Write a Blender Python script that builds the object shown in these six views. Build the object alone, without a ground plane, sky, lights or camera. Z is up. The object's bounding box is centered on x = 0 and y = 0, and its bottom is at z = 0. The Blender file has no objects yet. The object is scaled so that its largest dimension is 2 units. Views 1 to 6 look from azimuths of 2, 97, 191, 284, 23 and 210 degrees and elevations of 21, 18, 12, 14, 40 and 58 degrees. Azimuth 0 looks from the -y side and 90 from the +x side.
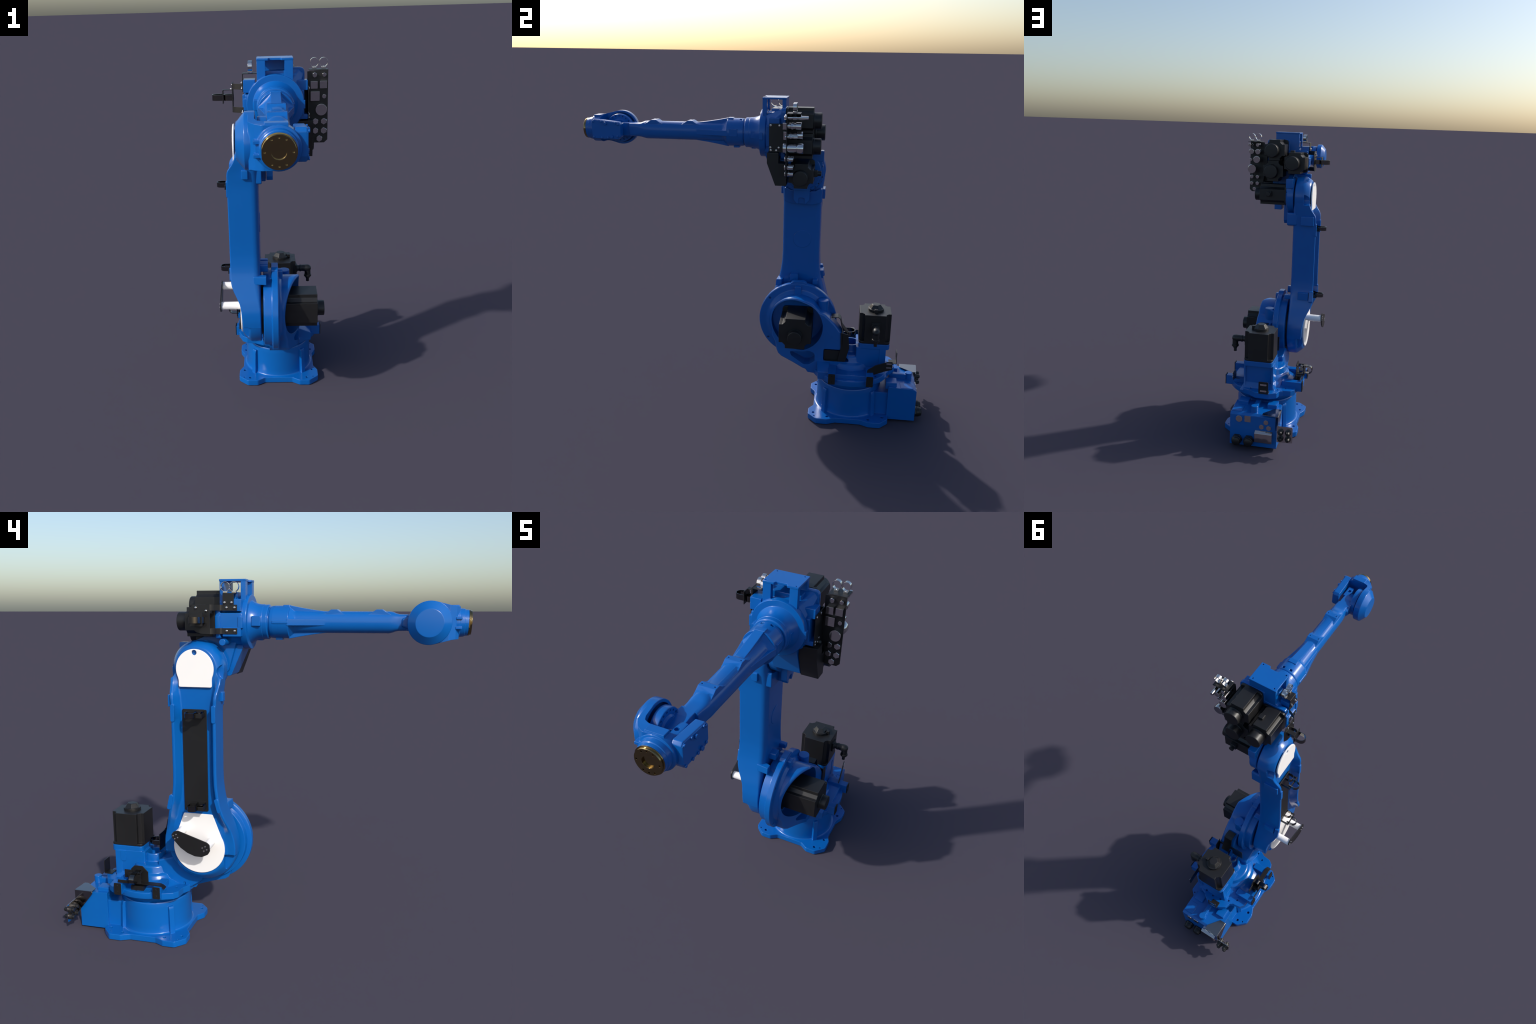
"""Six-axis industrial robot arm: base, turret, lower arm, upper arm housing, forearm, wrist."""
import bpy, bmesh, math
from mathutils import Vector, Matrix
from math import pi, sin, cos, radians

# ------------------------------------------------------------------ key dimensions
CX = 0.028                      # x of the robot's main axis
SY = 0.551                      # y of the slewing axis
LY, LZ = 0.228, 0.556           # shoulder axis (runs along x)
UY, UZ = 0.226, 1.445           # elbow axis (runs along x)
AZ = 1.657                      # height of the forearm axis (runs along y)
BY = -0.820                     # y of the wrist bend axis

# ------------------------------------------------------------------ materials
def new_mat(name, color, rough=0.35, metal=0.0, bevel=0.0, coat=0.0, rough_var=0.05, tint=0.04, spec=0.5, scale=9.0):
    m = bpy.data.materials.new(name)
    m.use_nodes = True
    nt = m.node_tree
    b = nt.nodes["Principled BSDF"]
    b.inputs["Metallic"].default_value = metal
    b.inputs["Specular IOR Level"].default_value = spec
    b.inputs["Coat Weight"].default_value = coat
    b.inputs["Coat Roughness"].default_value = 0.08
    tc = nt.nodes.new("ShaderNodeTexCoord")
    no = nt.nodes.new("ShaderNodeTexNoise")
    no.inputs["Scale"].default_value = scale
    no.inputs["Detail"].default_value = 4.0
    nt.links.new(tc.outputs["Object"], no.inputs["Vector"])
    mr = nt.nodes.new("ShaderNodeMapRange")
    mr.inputs["To Min"].default_value = max(0.02, rough - rough_var)
    mr.inputs["To Max"].default_value = rough + rough_var
    nt.links.new(no.outputs["Fac"], mr.inputs["Value"])
    nt.links.new(mr.outputs["Result"], b.inputs["Roughness"])
    cr = nt.nodes.new("ShaderNodeValToRGB")
    cr.color_ramp.elements[0].color = tuple(c * (1 - tint) for c in color) + (1,)
    cr.color_ramp.elements[1].color = tuple(min(1, c * (1 + tint)) for c in color) + (1,)
    nt.links.new(no.outputs["Fac"], cr.inputs["Fac"])
    nt.links.new(cr.outputs["Color"], b.inputs["Base Color"])
    if bevel > 0:
        bv = nt.nodes.new("ShaderNodeBevel")
        bv.samples = 8
        bv.inputs["Radius"].default_value = bevel
        nt.links.new(bv.outputs["Normal"], b.inputs["Normal"])
    return m

BLUE = new_mat("blue_paint", (0.0020, 0.106, 0.405), rough=0.24, bevel=0.0022, rough_var=0.03, tint=0.03)
BLACK = new_mat("black_paint", (0.0095, 0.0095, 0.0100), rough=0.43, bevel=0.0015)
SHEET = new_mat("black_sheet_metal", (0.0085, 0.0085, 0.009), rough=0.42, bevel=0.0006)
RUBBER = new_mat("dark_clamp", (0.17, 0.165, 0.155), rough=0.14, metal=1.0, bevel=0.0)
WHITE = new_mat("white_plastic", (0.86, 0.85, 0.84), rough=0.4, bevel=0.002, tint=0.01)
STEEL = new_mat("steel", (0.72, 0.70, 0.68), rough=0.12, metal=1.0, bevel=0.0006)
GREY = new_mat("grey_fitting", (0.66, 0.64, 0.62), rough=0.10, metal=1.0, rough_var=0.02, bevel=0.0006)
DGREY = new_mat("dark_grey_plug", (0.60, 0.56, 0.54), rough=0.08, metal=1.0, rough_var=0.02, bevel=0.0006)
PLATE = new_mat("grey_sheet_metal", (0.30, 0.29, 0.28), rough=0.14, metal=1.0, rough_var=0.02, bevel=0.0006)
BRASS = new_mat("bronze_flange", (0.30, 0.225, 0.105), rough=0.14, metal=1.0, bevel=0.0008, scale=30)
HOLE = new_mat("dark_hole", (0.004, 0.005, 0.008), rough=0.8)
BHOLE = new_mat("shaded_blue_hole", (0.002, 0.02, 0.09), rough=0.6)

# ------------------------------------------------------------------ mesh helpers
AX = {'x': 0, 'y': 1, 'z': 2}

def vec(axis, t, u, v):
    """t along the axis; (u, v) are the other two coordinates in xyz order."""
    return {'x': (t, u, v), 'y': (u, t, v), 'z': (u, v, t)}[axis]

def finish(bm):
    bmesh.ops.recalc_face_normals(bm, faces=bm.faces[:])
    return bm

def edge_bevel(bm, w, seg=2, ang=35):
    if w <= 0:
        return bm
    es = [e for e in bm.edges if len(e.link_faces) == 2 and e.calc_face_angle(0) > radians(ang)]
    if es:
        bmesh.ops.bevel(bm, geom=es, offset=w, segments=seg, profile=0.5, affect='EDGES', clamp_overlap=True)
    return bm

def rnd(pts, r, n=5):
    """Round the corners of a 2D polygon; r is one radius or one per corner."""
    out = []
    N = len(pts)
    for i, p in enumerate(pts):
        ri = r[i] if isinstance(r, (list, tuple)) else r
        p = Vector(p); a = Vector(pts[i - 1]); b = Vector(pts[(i + 1) % N])
        da, db = a - p, b - p
        if ri <= 1e-6 or da.length < 1e-6 or db.length < 1e-6:
            out.append(tuple(p)); continue
        ang = da.angle(db)
        if ang > pi - 0.02:
            out.append(tuple(p)); continue
        d = min(ri / math.tan(ang / 2), da.length * 0.48, db.length * 0.48)
        p0, p2 = p + da.normalized() * d, p + db.normalized() * d
        for k in range(n + 1):
            t = k / n
            out.append(tuple(p0 * (1 - t) ** 2 + p * 2 * t * (1 - t) + p2 * t * t))
    return out

def prism(pts, axis, a, b, bevel=0.0, seg=2):
    bm = bmesh.new()
    lo = [bm.verts.new(vec(axis, a, *p)) for p in pts]
    hi = [bm.verts.new(vec(axis, b, *p)) for p in pts]
    n = len(pts)
    bm.faces.new(lo); bm.faces.new(hi)
    for i in range(n):
        j = (i + 1) % n
        bm.faces.new((lo[i], lo[j], hi[j], hi[i]))
    finish(bm)
    return edge_bevel(bm, bevel, seg)

def box(x0, x1, y0, y1, z0, z1, bevel=0.0, seg=2):
    return prism([(x0, y0), (x1, y0), (x1, y1), (x0, y1)], 'z', z0, z1, bevel, seg)

def taper(axis, a, pa, b, pb, bevel=0.0):
    """Loft between two polygons of equal length."""
    bm = bmesh.new()
    A = [bm.verts.new(vec(axis, a, *p)) for p in pa]
    B = [bm.verts.new(vec(axis, b, *p)) for p in pb]
    n = len(pa)
    bm.faces.new(A); bm.faces.new(B)
    for i in range(n):
        j = (i + 1) % n
        bm.faces.new((A[i], A[j], B[j], B[i]))
    finish(bm)
    return edge_bevel(bm, bevel)

def loft(axis, secs):
    """secs: list of (t, [(u, v), ...]) with equal counts."""
    bm = bmesh.new()
    R = [[bm.verts.new(vec(axis, t, *p)) for p in ps] for t, ps in secs]
    n = len(R[0])
    for k in range(len(R) - 1):
        for i in range(n):
            j = (i + 1) % n
            bm.faces.new((R[k][i], R[k][j], R[k + 1][j], R[k + 1][i]))
    bm.faces.new(R[0]); bm.faces.new(R[-1])
    return finish(bm)

def lathe(prof, axis, c, seg=64):
    """prof: [(t, r)] along the axis through (u, v) = c."""
    bm = bmesh.new()
    rings = []
    for t, r in prof:
        if r < 1e-6:
            rings.append([bm.verts.new(vec(axis, t, *c))])
        else:
            rings.append([bm.verts.new(vec(axis, t, c[0] + r * cos(2 * pi * k / seg), c[1] + r * sin(2 * pi * k / seg))) for k in range(seg)])
    for A, B in zip(rings, rings[1:]):
        for k in range(seg):
            l = (k + 1) % seg
            if len(A) == 1 and len(B) == 1:
                continue
            if len(A) == 1:
                bm.faces.new((A[0], B[k], B[l]))
            elif len(B) == 1:
                bm.faces.new((A[k], A[l], B[0]))
            else:
                bm.faces.new((A[k], A[l], B[l], B[k]))
    if len(rings[0]) > 1:
        bm.faces.new(rings[0])
    if len(rings[-1]) > 1:
        bm.faces.new(rings[-1])
    return finish(bm)

def cyl(axis, c, r, a, b, bevel=0.0, seg=48):
    if b < a:
        a, b = b, a
    if bevel > 0:
        q = bevel * 0.3
        return lathe([(a, r - bevel), (a + q, r - q), (a + bevel, r), (b - bevel, r), (b - q, r - q), (b, r - bevel)], axis, c, seg)
    return lathe([(a, r), (b, r)], axis, c, seg)

def hexn(axis, c, r, a, b, rot=0.0):
    return prism([(c[0] + r * cos(rot + k * pi / 3), c[1] + r * sin(rot + k * pi / 3)) for k in range(6)], axis, min(a, b), max(a, b), r * 0.12, 1)

def tube_path(pts, w, h, up=(0, 0, 1)):
    """Flat strip of section w x h swept along a path (w along `up`)."""
    bm = bmesh.new()
    P = [Vector(p) for p in pts]
    upv = Vector(up).normalized()
    rings = []
    for i, p in enumerate(P):
        d = (P[min(i + 1, len(P) - 1)] - P[max(i - 1, 0)]).normalized()
        s = d.cross(upv).normalized()
        rings.append([bm.verts.new(p + upv * (a * w / 2) + s * (b * h / 2)) for a, b in ((-1, -1), (1, -1), (1, 1), (-1, 1))])
    for A, B in zip(rings, rings[1:]):
        for k in range(4):
            l = (k + 1) % 4
            bm.faces.new((A[k], A[l], B[l], B[k]))
    bm.faces.new(rings[0]); bm.faces.new(rings[-1])
    return finish(bm)

def rod(pts, r, seg=12):
    bm = bmesh.new()
    P = [Vector(p) for p in pts]
    rings = []
    for i, p in enumerate(P):
        d = (P[min(i + 1, len(P) - 1)] - P[max(i - 1, 0)]).normalized()
        q = d.to_track_quat('Z', 'Y')
        rings.append([bm.verts.new(p + q @ Vector((r * cos(2 * pi * k / seg), r * sin(2 * pi * k / seg), 0))) for k in range(seg)])
    for A, B in zip(rings, rings[1:]):
        for k in range(seg):
            l = (k + 1) % seg
            bm.faces.new((A[k], A[l], B[l], B[k]))
    bm.faces.new(rings[0]); bm.faces.new(rings[-1])
    return finish(bm)

def move(bm, M):
    bmesh.ops.transform(bm, matrix=M, verts=bm.verts[:])
    return bm

def rot_about(axis, ang, p):
    return Matrix.Translation(Vector(p)) @ Matrix.Rotation(radians(ang), 4, axis.upper()) @ Matrix.Translation(-Vector(p))

def to_obj(bm, name):
    me = bpy.data.meshes.new(name)
    bm.to_mesh(me); bm.free()
    ob = bpy.data.objects.new(name, me)
    bpy.context.scene.collection.objects.link(ob)
    return ob

def boolean(ob, other, op):
    md = ob.modifiers.new("b", 'BOOLEAN')
    md.operation = op
    md.solver = 'MANIFOLD' if 'MANIFOLD' in [e.identifier for e in md.bl_rna.properties['solver'].enum_items] else 'EXACT'
    md.object = other
    def run():
        dg = bpy.context.evaluated_depsgraph_get()
        return bpy.data.meshes.new_from_object(ob.evaluated_get(dg))
    me = run()
    if len(me.polygons) == 0:
        md.solver = 'EXACT'
        me = run()
    ob.modifiers.clear()
    old = ob.data
    ob.data = me
    bpy.data.meshes.remove(old)
    om = other.data
    bpy.data.objects.remove(other)
    bpy.data.meshes.remove(om)

def overlap(a, b):
    """Boolean intersection of two closed meshes, as a bmesh."""
    ob = to_obj(a, "tmp_a")
    boolean(ob, to_obj(b, "tmp_b"), 'INTERSECT')
    bm = bmesh.new()
    bm.from_mesh(ob.data)
    me = ob.data
    bpy.data.objects.remove(ob)
    bpy.data.meshes.remove(me)
    return bm

def solid(name, adds, cuts=()):
    """Boolean union of the adds minus the cuts -> one mesh object."""
    ob = to_obj(adds[0], name)
    for bm in adds[1:]:
        boolean(ob, to_obj(bm, "tmp"), 'UNION')
    for bm in cuts:
        boolean(ob, to_obj(bm, "tmp"), 'DIFFERENCE')
    return ob

def joined(bms):
    out = bmesh.new()
    for bm in bms:
        me = bpy.data.meshes.new("t")
        bm.to_mesh(me); bm.free()
        out.from_mesh(me)
        bpy.data.meshes.remove(me)
    return out

def part(name, src, mat, parent, smooth=38):
    """Name a part, give it its material, put its origin at its centre and parent it."""
    ob = src if isinstance(src, bpy.types.Object) else to_obj(src if isinstance(src, bmesh.types.BMesh) else joined(src), name)
    ob.name = name
    me = ob.data
    me.name = name
    me.materials.clear()
    me.materials.append(mat)
    for p in me.polygons:
        p.use_smooth = True
        p.material_index = 0
    me.set_sharp_from_angle(angle=radians(smooth))
    md = ob.modifiers.new("wn", 'WEIGHTED_NORMAL')
    md.keep_sharp = True
    md.weight = 60
    dg = bpy.context.evaluated_depsgraph_get()
    me2 = bpy.data.meshes.new_from_object(ob.evaluated_get(dg))
    ob.modifiers.clear()
    ob.data = me2
    bpy.data.meshes.remove(me)
    me = me2
    me.name = name
    if len(me.vertices):
        xs = [v.co for v in me.vertices]
        c = Vector([(min(v[i] for v in xs) + max(v[i] for v in xs)) / 2 for i in range(3)])
        me.transform(Matrix.Translation(-c))
        ob.location = c
    if parent is not None:
        ob.parent = parent
        ob.matrix_parent_inverse = Matrix.Translation(-world_loc(parent))
    return ob

WL = {}
def world_loc(ob):
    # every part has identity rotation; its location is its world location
    return ob.location.copy()

def repeat(master, name, pts, parent, rots=None):
    """Copies of one mesh at further places, sharing mesh data."""
    out = []
    for i, p in enumerate(pts):
        o = master.copy()
        o.name = name
        o.location = Vector(p)
        if rots:
            o.rotation_euler = rots[i]
        o.parent = parent
        o.matrix_parent_inverse = Matrix.Translation(-world_loc(parent))
        bpy.context.scene.collection.objects.link(o)
        out.append(o)
    return out

def bolts(name, axis, r, h, pts, parent, mat=STEEL, sign=1, kind='socket'):
    """Bolt heads whose seats are at pts, standing out by h along sign*axis."""
    if kind == 'hex':
        bm = hexn(axis, (0, 0), r, 0, sign * h)
    else:
        a, b = (0, h) if sign > 0 else (-h, 0)
        bm = cyl(axis, (0, 0), r, a, b, min(r, h) * 0.3, 16)
    m = to_obj(bm, name)
    m.data.materials.append(mat)
    for p in m.data.polygons:
        p.use_smooth = True
    m.data.set_sharp_from_angle(angle=radians(35))
    m.location = Vector(pts[0])
    m.parent = parent
    m.matrix_parent_inverse = Matrix.Translation(-world_loc(parent))
    repeat(m, name, pts[1:], parent)
    return m

def arc(cy, cz, r, a0, a1, n):
    return [(cy + r * cos(radians(a0 + (a1 - a0) * k / n)), cz + r * sin(radians(a0 + (a1 - a0) * k / n))) for k in range(n + 1)]

# ------------------------------------------------------------------ root
robot = bpy.data.objects.new("industrial_robot_arm", None)
robot.location = (CX, SY, 0)
bpy.context.scene.collection.objects.link(robot)
robot["label"] = "blue six-axis industrial robot arm with black motors and white covers"
robot["category"] = "robot arm"

# ================================================================== BASE
def build_base():
    q = [(0.080, -0.206), (0.122, -0.235), (0.180, -0.235), (0.232, -0.186), (0.232, -0.120), (0.210, -0.072)]
    pts = [(CX + x, SY + y) for x, y in q]
    pts += [(CX + x, SY - y) for x, y in reversed(q)]
    pts += [(CX - x, SY - y) for x, y in q]
    pts += [(CX - x, SY + y) for x, y in reversed(q)]
    plate = prism(rnd(pts, 0.022, 5), 'z', 0.0, 0.034, 0.004)
    body = lathe([(0.0, 0.19), (0.034, 0.205), (0.037, 0.1965), (0.043, 0.192), (0.07, 0.1905), (0.183, 0.189),
                  (0.186, 0.187), (0.205, 0.187), (0.212, 0.183), (0.215, 0.16)], 'z', (CX, SY), 96)
    adds = [plate, body]
    for k in range(4):
        rib = prism([(0.15, 0.02), (0.211, 0.02), (0.209, 0.060), (0.2045, 0.168), (0.199, 0.186), (0.15, 0.192)], 'y', -0.0145, 0.0145, 0.0035)
        M = Matrix.Translation((CX, SY, 0)) @ Matrix.Rotation(radians(45 + 90 * k), 4, 'Z')
        adds.append(move(rib, M))
    # neck and rear connector box
    adds.append(box(-0.104, 0.152, SY + 0.09, 0.80, 0.03, 0.178, 0.004))
    adds.append(prism(rnd([(0.780, 0.012), (0.944, 0.012), (0.944, 0.205), (0.930, 0.216), (0.780, 0.224)], 0.004, 3), 'x', -0.116, 0.168, 0.003))
    adds.append(box(0.085, 0.150, 0.765, 0.83, 0.20, 0.243, 0.004))
    adds.append(box(-0.095, -0.035, 0.775, 0.845, 0.20, 0.243, 0.004))
    adds.append(box(0.10, 0.164, 0.85, 0.925, 0.20, 0.2225, 0.003))
    adds.append(cyl('z', (CX, 0.905), 0.021, 0.2, 0.256, 0.002, 32))
    adds.append(box(CX - 0.014, CX + 0.014, 0.79, 0.905, 0.2, 0.246, 0.003))
    cuts = [prism([(0.95, 0.117), (0.861, 0.225), (0.95, 0.235)], 'x', -0.13, -0.108)]
    # mounting holes
    for sx in (-1, 1):
        for sy in (-1, 1):
            for dx, dy, r in ((0.166, 0.203, 0.0085), (0.200, 0.120, 0.0085), (0.202, 0.196, 0.0045)):
                cuts.append(cyl('z', (CX + sx * dx, SY + sy * dy), r, 0.012, 0.05, 0, 20))
    ob = solid("base", adds, cuts)
    base = part("base", ob, BLUE, robot)
    # grey bent bracket at the rear left corner, with the plug plate
    t = [(-0.126, 0.862), (-0.126, 0.964), (-0.118, 0.966), (-0.030, 0.958), (-0.030, 0.935), (-0.085, 0.862)]
    top = prism(t, 'z', 0.2255, 0.2285, 0.0006, 1)
    side = prism([(0.862, 0.228), (0.862, 0.214), (0.942, 0.112), (0.966, 0.085), (0.966, 0.228)], 'x', -0.1285, -0.1255, 0.0006, 1)
    br = part("corner_bracket", [top, side], PLATE, base)
    pl = prism(rnd([(-0.122, 0.072), (-0.216, 0.076), (-0.216, 0.174), (-0.122, 0.174)], 0.006, 3), 'y', 0.966, 0.969)
    plate2 = part("plug_plate", pl, DGREY, base)
    ends = []
    for x in (-0.146, -0.190):
        for z in (0.100, 0.140):
            ends.append(lathe([(0.940, 0.0), (0.940, 0.010), (0.950, 0.0105), (0.952, 0.017), (0.962, 0.018), (0.976, 0.018), (0.980, 0.013), (0.992, 0.012), (0.9975, 0.009), (1.0, 0.0)], 'y', (x, z), 20))
    for k, e in enumerate(ends):
        part("plug", e, BLACK, plate2)
    # rear face fittings
    for x in (0.122, 0.050):
        g = [hexn('y', (x, 0.050), 0.034, 0.943, 0.957), cyl('y', (x, 0.050), 0.029, 0.955, 0.974, 0.003, 28),
             lathe([(0.972, 0.026), (0.984, 0.024), (0.988, 0.016), (0.988, 0.0)], 'y', (x, 0.050), 28)]
        part("cable_gland", g, BLACK, base)
    part("socket_cap", cyl('y', (0.113, 0.180), 0.020, 0.943, 0.948, 0.001, 32), DGREY, base)
    part("socket_cover", prism(rnd([(0.042, 0.165), (0.079, 0.165), (0.079, 0.203), (0.042, 0.203)], 0.004, 3), 'y', 0.943, 0.947), DGREY, base)
    for x, z in ((-0.052, 0.176), (-0.025, 0.145), (-0.069, 0.142)):
        part("socket_cap", cyl('y', (x, z), 0.0145, 0.943, 0.951, 0.001, 24), DGREY, base)
    part("connector_block", [prism(rnd([(0.943, 0.050), (0.965, 0.050), (0.965, 0.108), (0.943, 0.122)], 0.003, 2), 'x', -0.092, 0.014, 0.002)], DGREY, base)
    return base

# ================================================================== MOTORS
def motor(name, axis, c, h, a, b, cap_r, cap_b, parent, flange=0.014, notch=0.030, cap_off=(0, 0)):
    """Square servo motor: from the flange at a to the back at b, round encoder cap on to cap_b."""
    s = 1 if b > a else -1
    n = notch
    q = [(h, -(h - n)), (h, h - n), (h - n * 0.35, h - n), (h - n, h - n * 0.35), (h - n, h)]
    poly = []
    for k in range(4):
        cs, sn = [(1, 0), (0, 1), (-1, 0), (0, -1)][k]
        for (x, y) in [(h, h - n), (h - n * 0.55, h - n), (h - n, h - n * 0.55), (h - n, h)]:
            poly.append((c[0] + x * cs - y * sn, c[1] + x * sn + y * cs))
    sq = rnd([(c[0] - h, c[1] - h), (c[0] + h, c[1] - h), (c[0] + h, c[1] + h), (c[0] - h, c[1] + h)], n * 0.75, 6)
    sq2 = [(c[0] + (x - c[0]) * 0.985, c[1] + (y - c[1]) * 0.985) for x, y in sq]
    lo = lambda u, v: (min(u, v), max(u, v))
    adds = [prism(poly, axis, *lo(a + s * 0.001, b), 0.0022, 2), prism(sq2, axis, *lo(a, a + s * flange), 0.003, 2),
            cyl(axis, (c[0], c[1]), h * 0.80, *lo(a + s * 0.002, b - s * 0.003), 0, 40)]
    m = part(name, solid(name, adds), BLACK, parent)
    if cap_r:
        cc = (c[0] + cap_off[0], c[1] + cap_off[1])
        e = cap_b
        prof = [(b - s * 0.001, cap_r * 1.04), (b + s * 0.006, cap_r * 1.04), (b + s * 0.008, cap_r), (e - s * 0.004, cap_r), (e - s * 0.001, cap_r * 0.96), (e, cap_r * 0.90), (e, 0.0)]
        part("encoder_cap", lathe(prof, axis, cc, 40), BLACK, m)
    return m

# ================================================================== TURRET
def build_turret(base):
    c = (CX, SY)
    adds = []
    # slewing body with bolt flange
    adds.append(lathe([(0.205, 0.165), (0.215, 0.178), (0.236, 0.186), (0.244, 0.200), (0.258, 0.233), (0.263, 0.237), (0.289, 0.238), (0.295, 0.236), (0.297, 0.231),
                       (0.297, 0.200), (0.2985, 0.190), (0.303, 0.180), (0.312, 0.165), (0.320, 0.150), (0.327, 0.142), (0.340, 0.137), (0.346, 0.131), (0.349, 0.122), (0.354, 0.1175),
                       (0.380, 0.1135), (0.387, 0.109), (0.391, 0.100), (0.392, 0.070), (0.395, 0.062), (0.402, 0.059), (0.432, 0.057), (0.437, 0.053), (0.437, 0.044), (0.40, 0.042), (0.40, 0.0)], 'z', c, 80))
    # rear lug of the flange and side pads
    adds.append(prism(rnd([(-0.105, 0.70), (0.115, 0.70), (0.090, 0.785), (0.050, 0.815), (-0.035, 0.815), (-0.080, 0.790), (-0.092, 0.750)], 0.014, 5), 'z', 0.262, 0.2975, 0.003))
    adds.append(prism(rnd([(-0.090, 0.70), (-0.105, 0.745), (-0.155, 0.740), (-0.178, 0.712), (-0.18, 0.64), (-0.10, 0.64)], 0.012, 5), 'z', 0.262, 0.2975, 0.003))
    for y0, y1 in ((0.426, 0.469), (0.641, 0.684)):
        adds.append(box(0.145, 0.270, y0, y1, 0.275, 0.334, 0.003))
        adds.append(box(-0.214, -0.09, y0, y1, 0.275, 0.334, 0.003))
    adds.append(box(0.10, 0.232, 0.455, 0.655, 0.285, 0.318, 0.004))
    adds.append(taper('x', 0.10, [(0.350, 0.27), (0.43, 0.27), (0.43, 0.372), (0.350, 0.372)], 0.215, [(0.365, 0.27), (0.43, 0.27), (0.43, 0.318), (0.365, 0.318)], 0.004))
    adds.append(prism(rnd([(-0.198, 0.425), (-0.176, 0.372), (-0.150, 0.352), (-0.100, 0.345), (-0.055, 0.320), (0.02, 0.36), (-0.02, 0.52), (-0.20, 0.50)], 0.014, 5), 'z', 0.262, 0.2975, 0.003))
    # motor pedestal
    ped = rnd([(-0.044, 0.58), (0.136, 0.58), (0.136, 0.740), (-0.044, 0.740)], 0.010, 4)
    adds.append(prism(ped, 'z', 0.27, 0.452, 0.002))
    adds.append(prism(rnd([(-0.043, 0.592), (0.139, 0.592), (0.139, 0.772), (-0.043, 0.772)], 0.024, 6), 'z', 0.445, 0.4785, 0.004))
    for x in (-0.047, 0.127):
        adds.append(box(x, x + 0.012, 0.715, 0.752, 0.27, 0.45, 0.003))
    adds.append(prism(rnd([(0.690, 0.390), (0.720, 0.390), (0.720, 0.45), (0.690, 0.45)], [0.012, 0.012, 0, 0], 4), 'x', -0.048, -0.02, 0.001))
    adds.append(taper('z', 0.28, rnd([(-0.070, 0.56), (0.162, 0.56), (0.162, 0.765), (-0.070, 0.765)], 0.02, 4), 0.330, rnd([(-0.045, 0.56), (0.137, 0.56), (0.137, 0.742), (-0.045, 0.742)], 0.01, 4)))
    # shoulder web: casting that carries the shoulder bearing out in front of the slewing body
    bell = arc(LY, 0.562, 0.1665, 205, 35, 40)
    web = bell + [(0.395, 0.645), (0.450, 0.590), (0.495, 0.530), (0.528, 0.460), (0.538, 0.380), (0.545, 0.310), (0.545, 0.285), (0.400, 0.270),
           (0.345, 0.265), (0.302, 0.269), (0.288, 0.289), (0.212, 0.315), (0.138, 0.336), (0.118, 0.350), (0.106, 0.375), (0.098, 0.420), (0.075, 0.46)]
    # outer face: slanted in front of the motor bore, straight behind it
    plan = [(-0.020, -0.1), (0.000, -0.1), (0.055, 0.055), (0.145, 0.268), (0.146, 0.60), (0.045, 0.60), (0.045, 0.43), (-0.020, 0.39)]
    wb = overlap(prism(web, 'x', -0.06, 0.3), prism(plan, 'z', 0.0, 1.0))
    bmesh.ops.remove_doubles(wb, verts=wb.verts[:], dist=1e-5)
    bmesh.ops.dissolve_limit(wb, angle_limit=radians(1.0), verts=wb.verts[:], edges=wb.edges[:])
    es = [e for e in wb.edges if len(e.link_faces) == 2 and e.calc_face_angle(0) > radians(40) and min(v.co.x for v in e.verts) > 0.02
          and abs(e.verts[0].co.y - e.verts[1].co.y) + abs(e.verts[0].co.z - e.verts[1].co.z) > 1e-4]
    bmesh.ops.bevel(wb, geom=es, offset=0.012, segments=4, profile=0.5, affect='EDGES', clamp_overlap=True)
    adds.append(wb)
    adds.append(lathe([(-0.047, 0.0), (-0.047, 0.203), (-0.044, 0.207), (-0.006, 0.209), (-0.003, 0.227), (0.000, 0.231), (0.027, 0.231), (0.031, 0.227), (0.032, 0.196),
                       (0.036, 0.186), (0.044, 0.178), (0.050, 0.17), (0.050, 0.0)], 'x', (LY, LZ), 96))
    # raised lump and stop block on top of the shoulder ring
    top = rnd([(0.175, 0.74), (0.180, 0.786), (0.195, 0.797), (0.255, 0.799), (0.275, 0.788), (0.290, 0.74)], 0.008, 3)
    adds.append(prism(top, 'x', -0.004, 0.030, 0.004))
    adds.append(prism(rnd([(0.205, 0.70), (0.205, 0.775), (0.245, 0.775), (0.245, 0.70)], 0.01, 3), 'x', 0.02, 0.055, 0.004))
    adds.append(cyl('z', (0.064, 0.378), 0.031, 0.56, 0.708, 0.004, 32))
    adds.append(box(0.0, 0.07, 0.350, 0.408, 0.56, 0.700, 0.006))
    # lower front bridge under the shoulder disc, left gusset
    adds.append(prism(rnd([(0.250, 0.33), (0.33, 0.275), (0.50, 0.27), (0.50, 0.42), (0.40, 0.45), (0.27, 0.40)], 0.02, 4), 'x', -0.058, 0.05, 0.008, 3))
    cuts = [lathe([(0.20, 0.1545), (0.050, 0.1535), (0.030, 0.149), (0.030, 0.0), (0.20, 0.0)], 'x', (LY, 0.563), 80),
            # casting pockets in the web
            prism(rnd([(0.190, 0.385), (0.235, 0.398), (0.310, 0.412), (0.340, 0.398), (0.342, 0.348), (0.312, 0.325), (0.280, 0.322), (0.200, 0.362)], 0.014, 4), 'x', 0.060, 0.2),
            prism(rnd([(0.392, 0.355), (0.392, 0.432), (0.490, 0.432), (0.55, 0.355)], 0.012, 4), 'x', 0.095, 0.2)]
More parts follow.
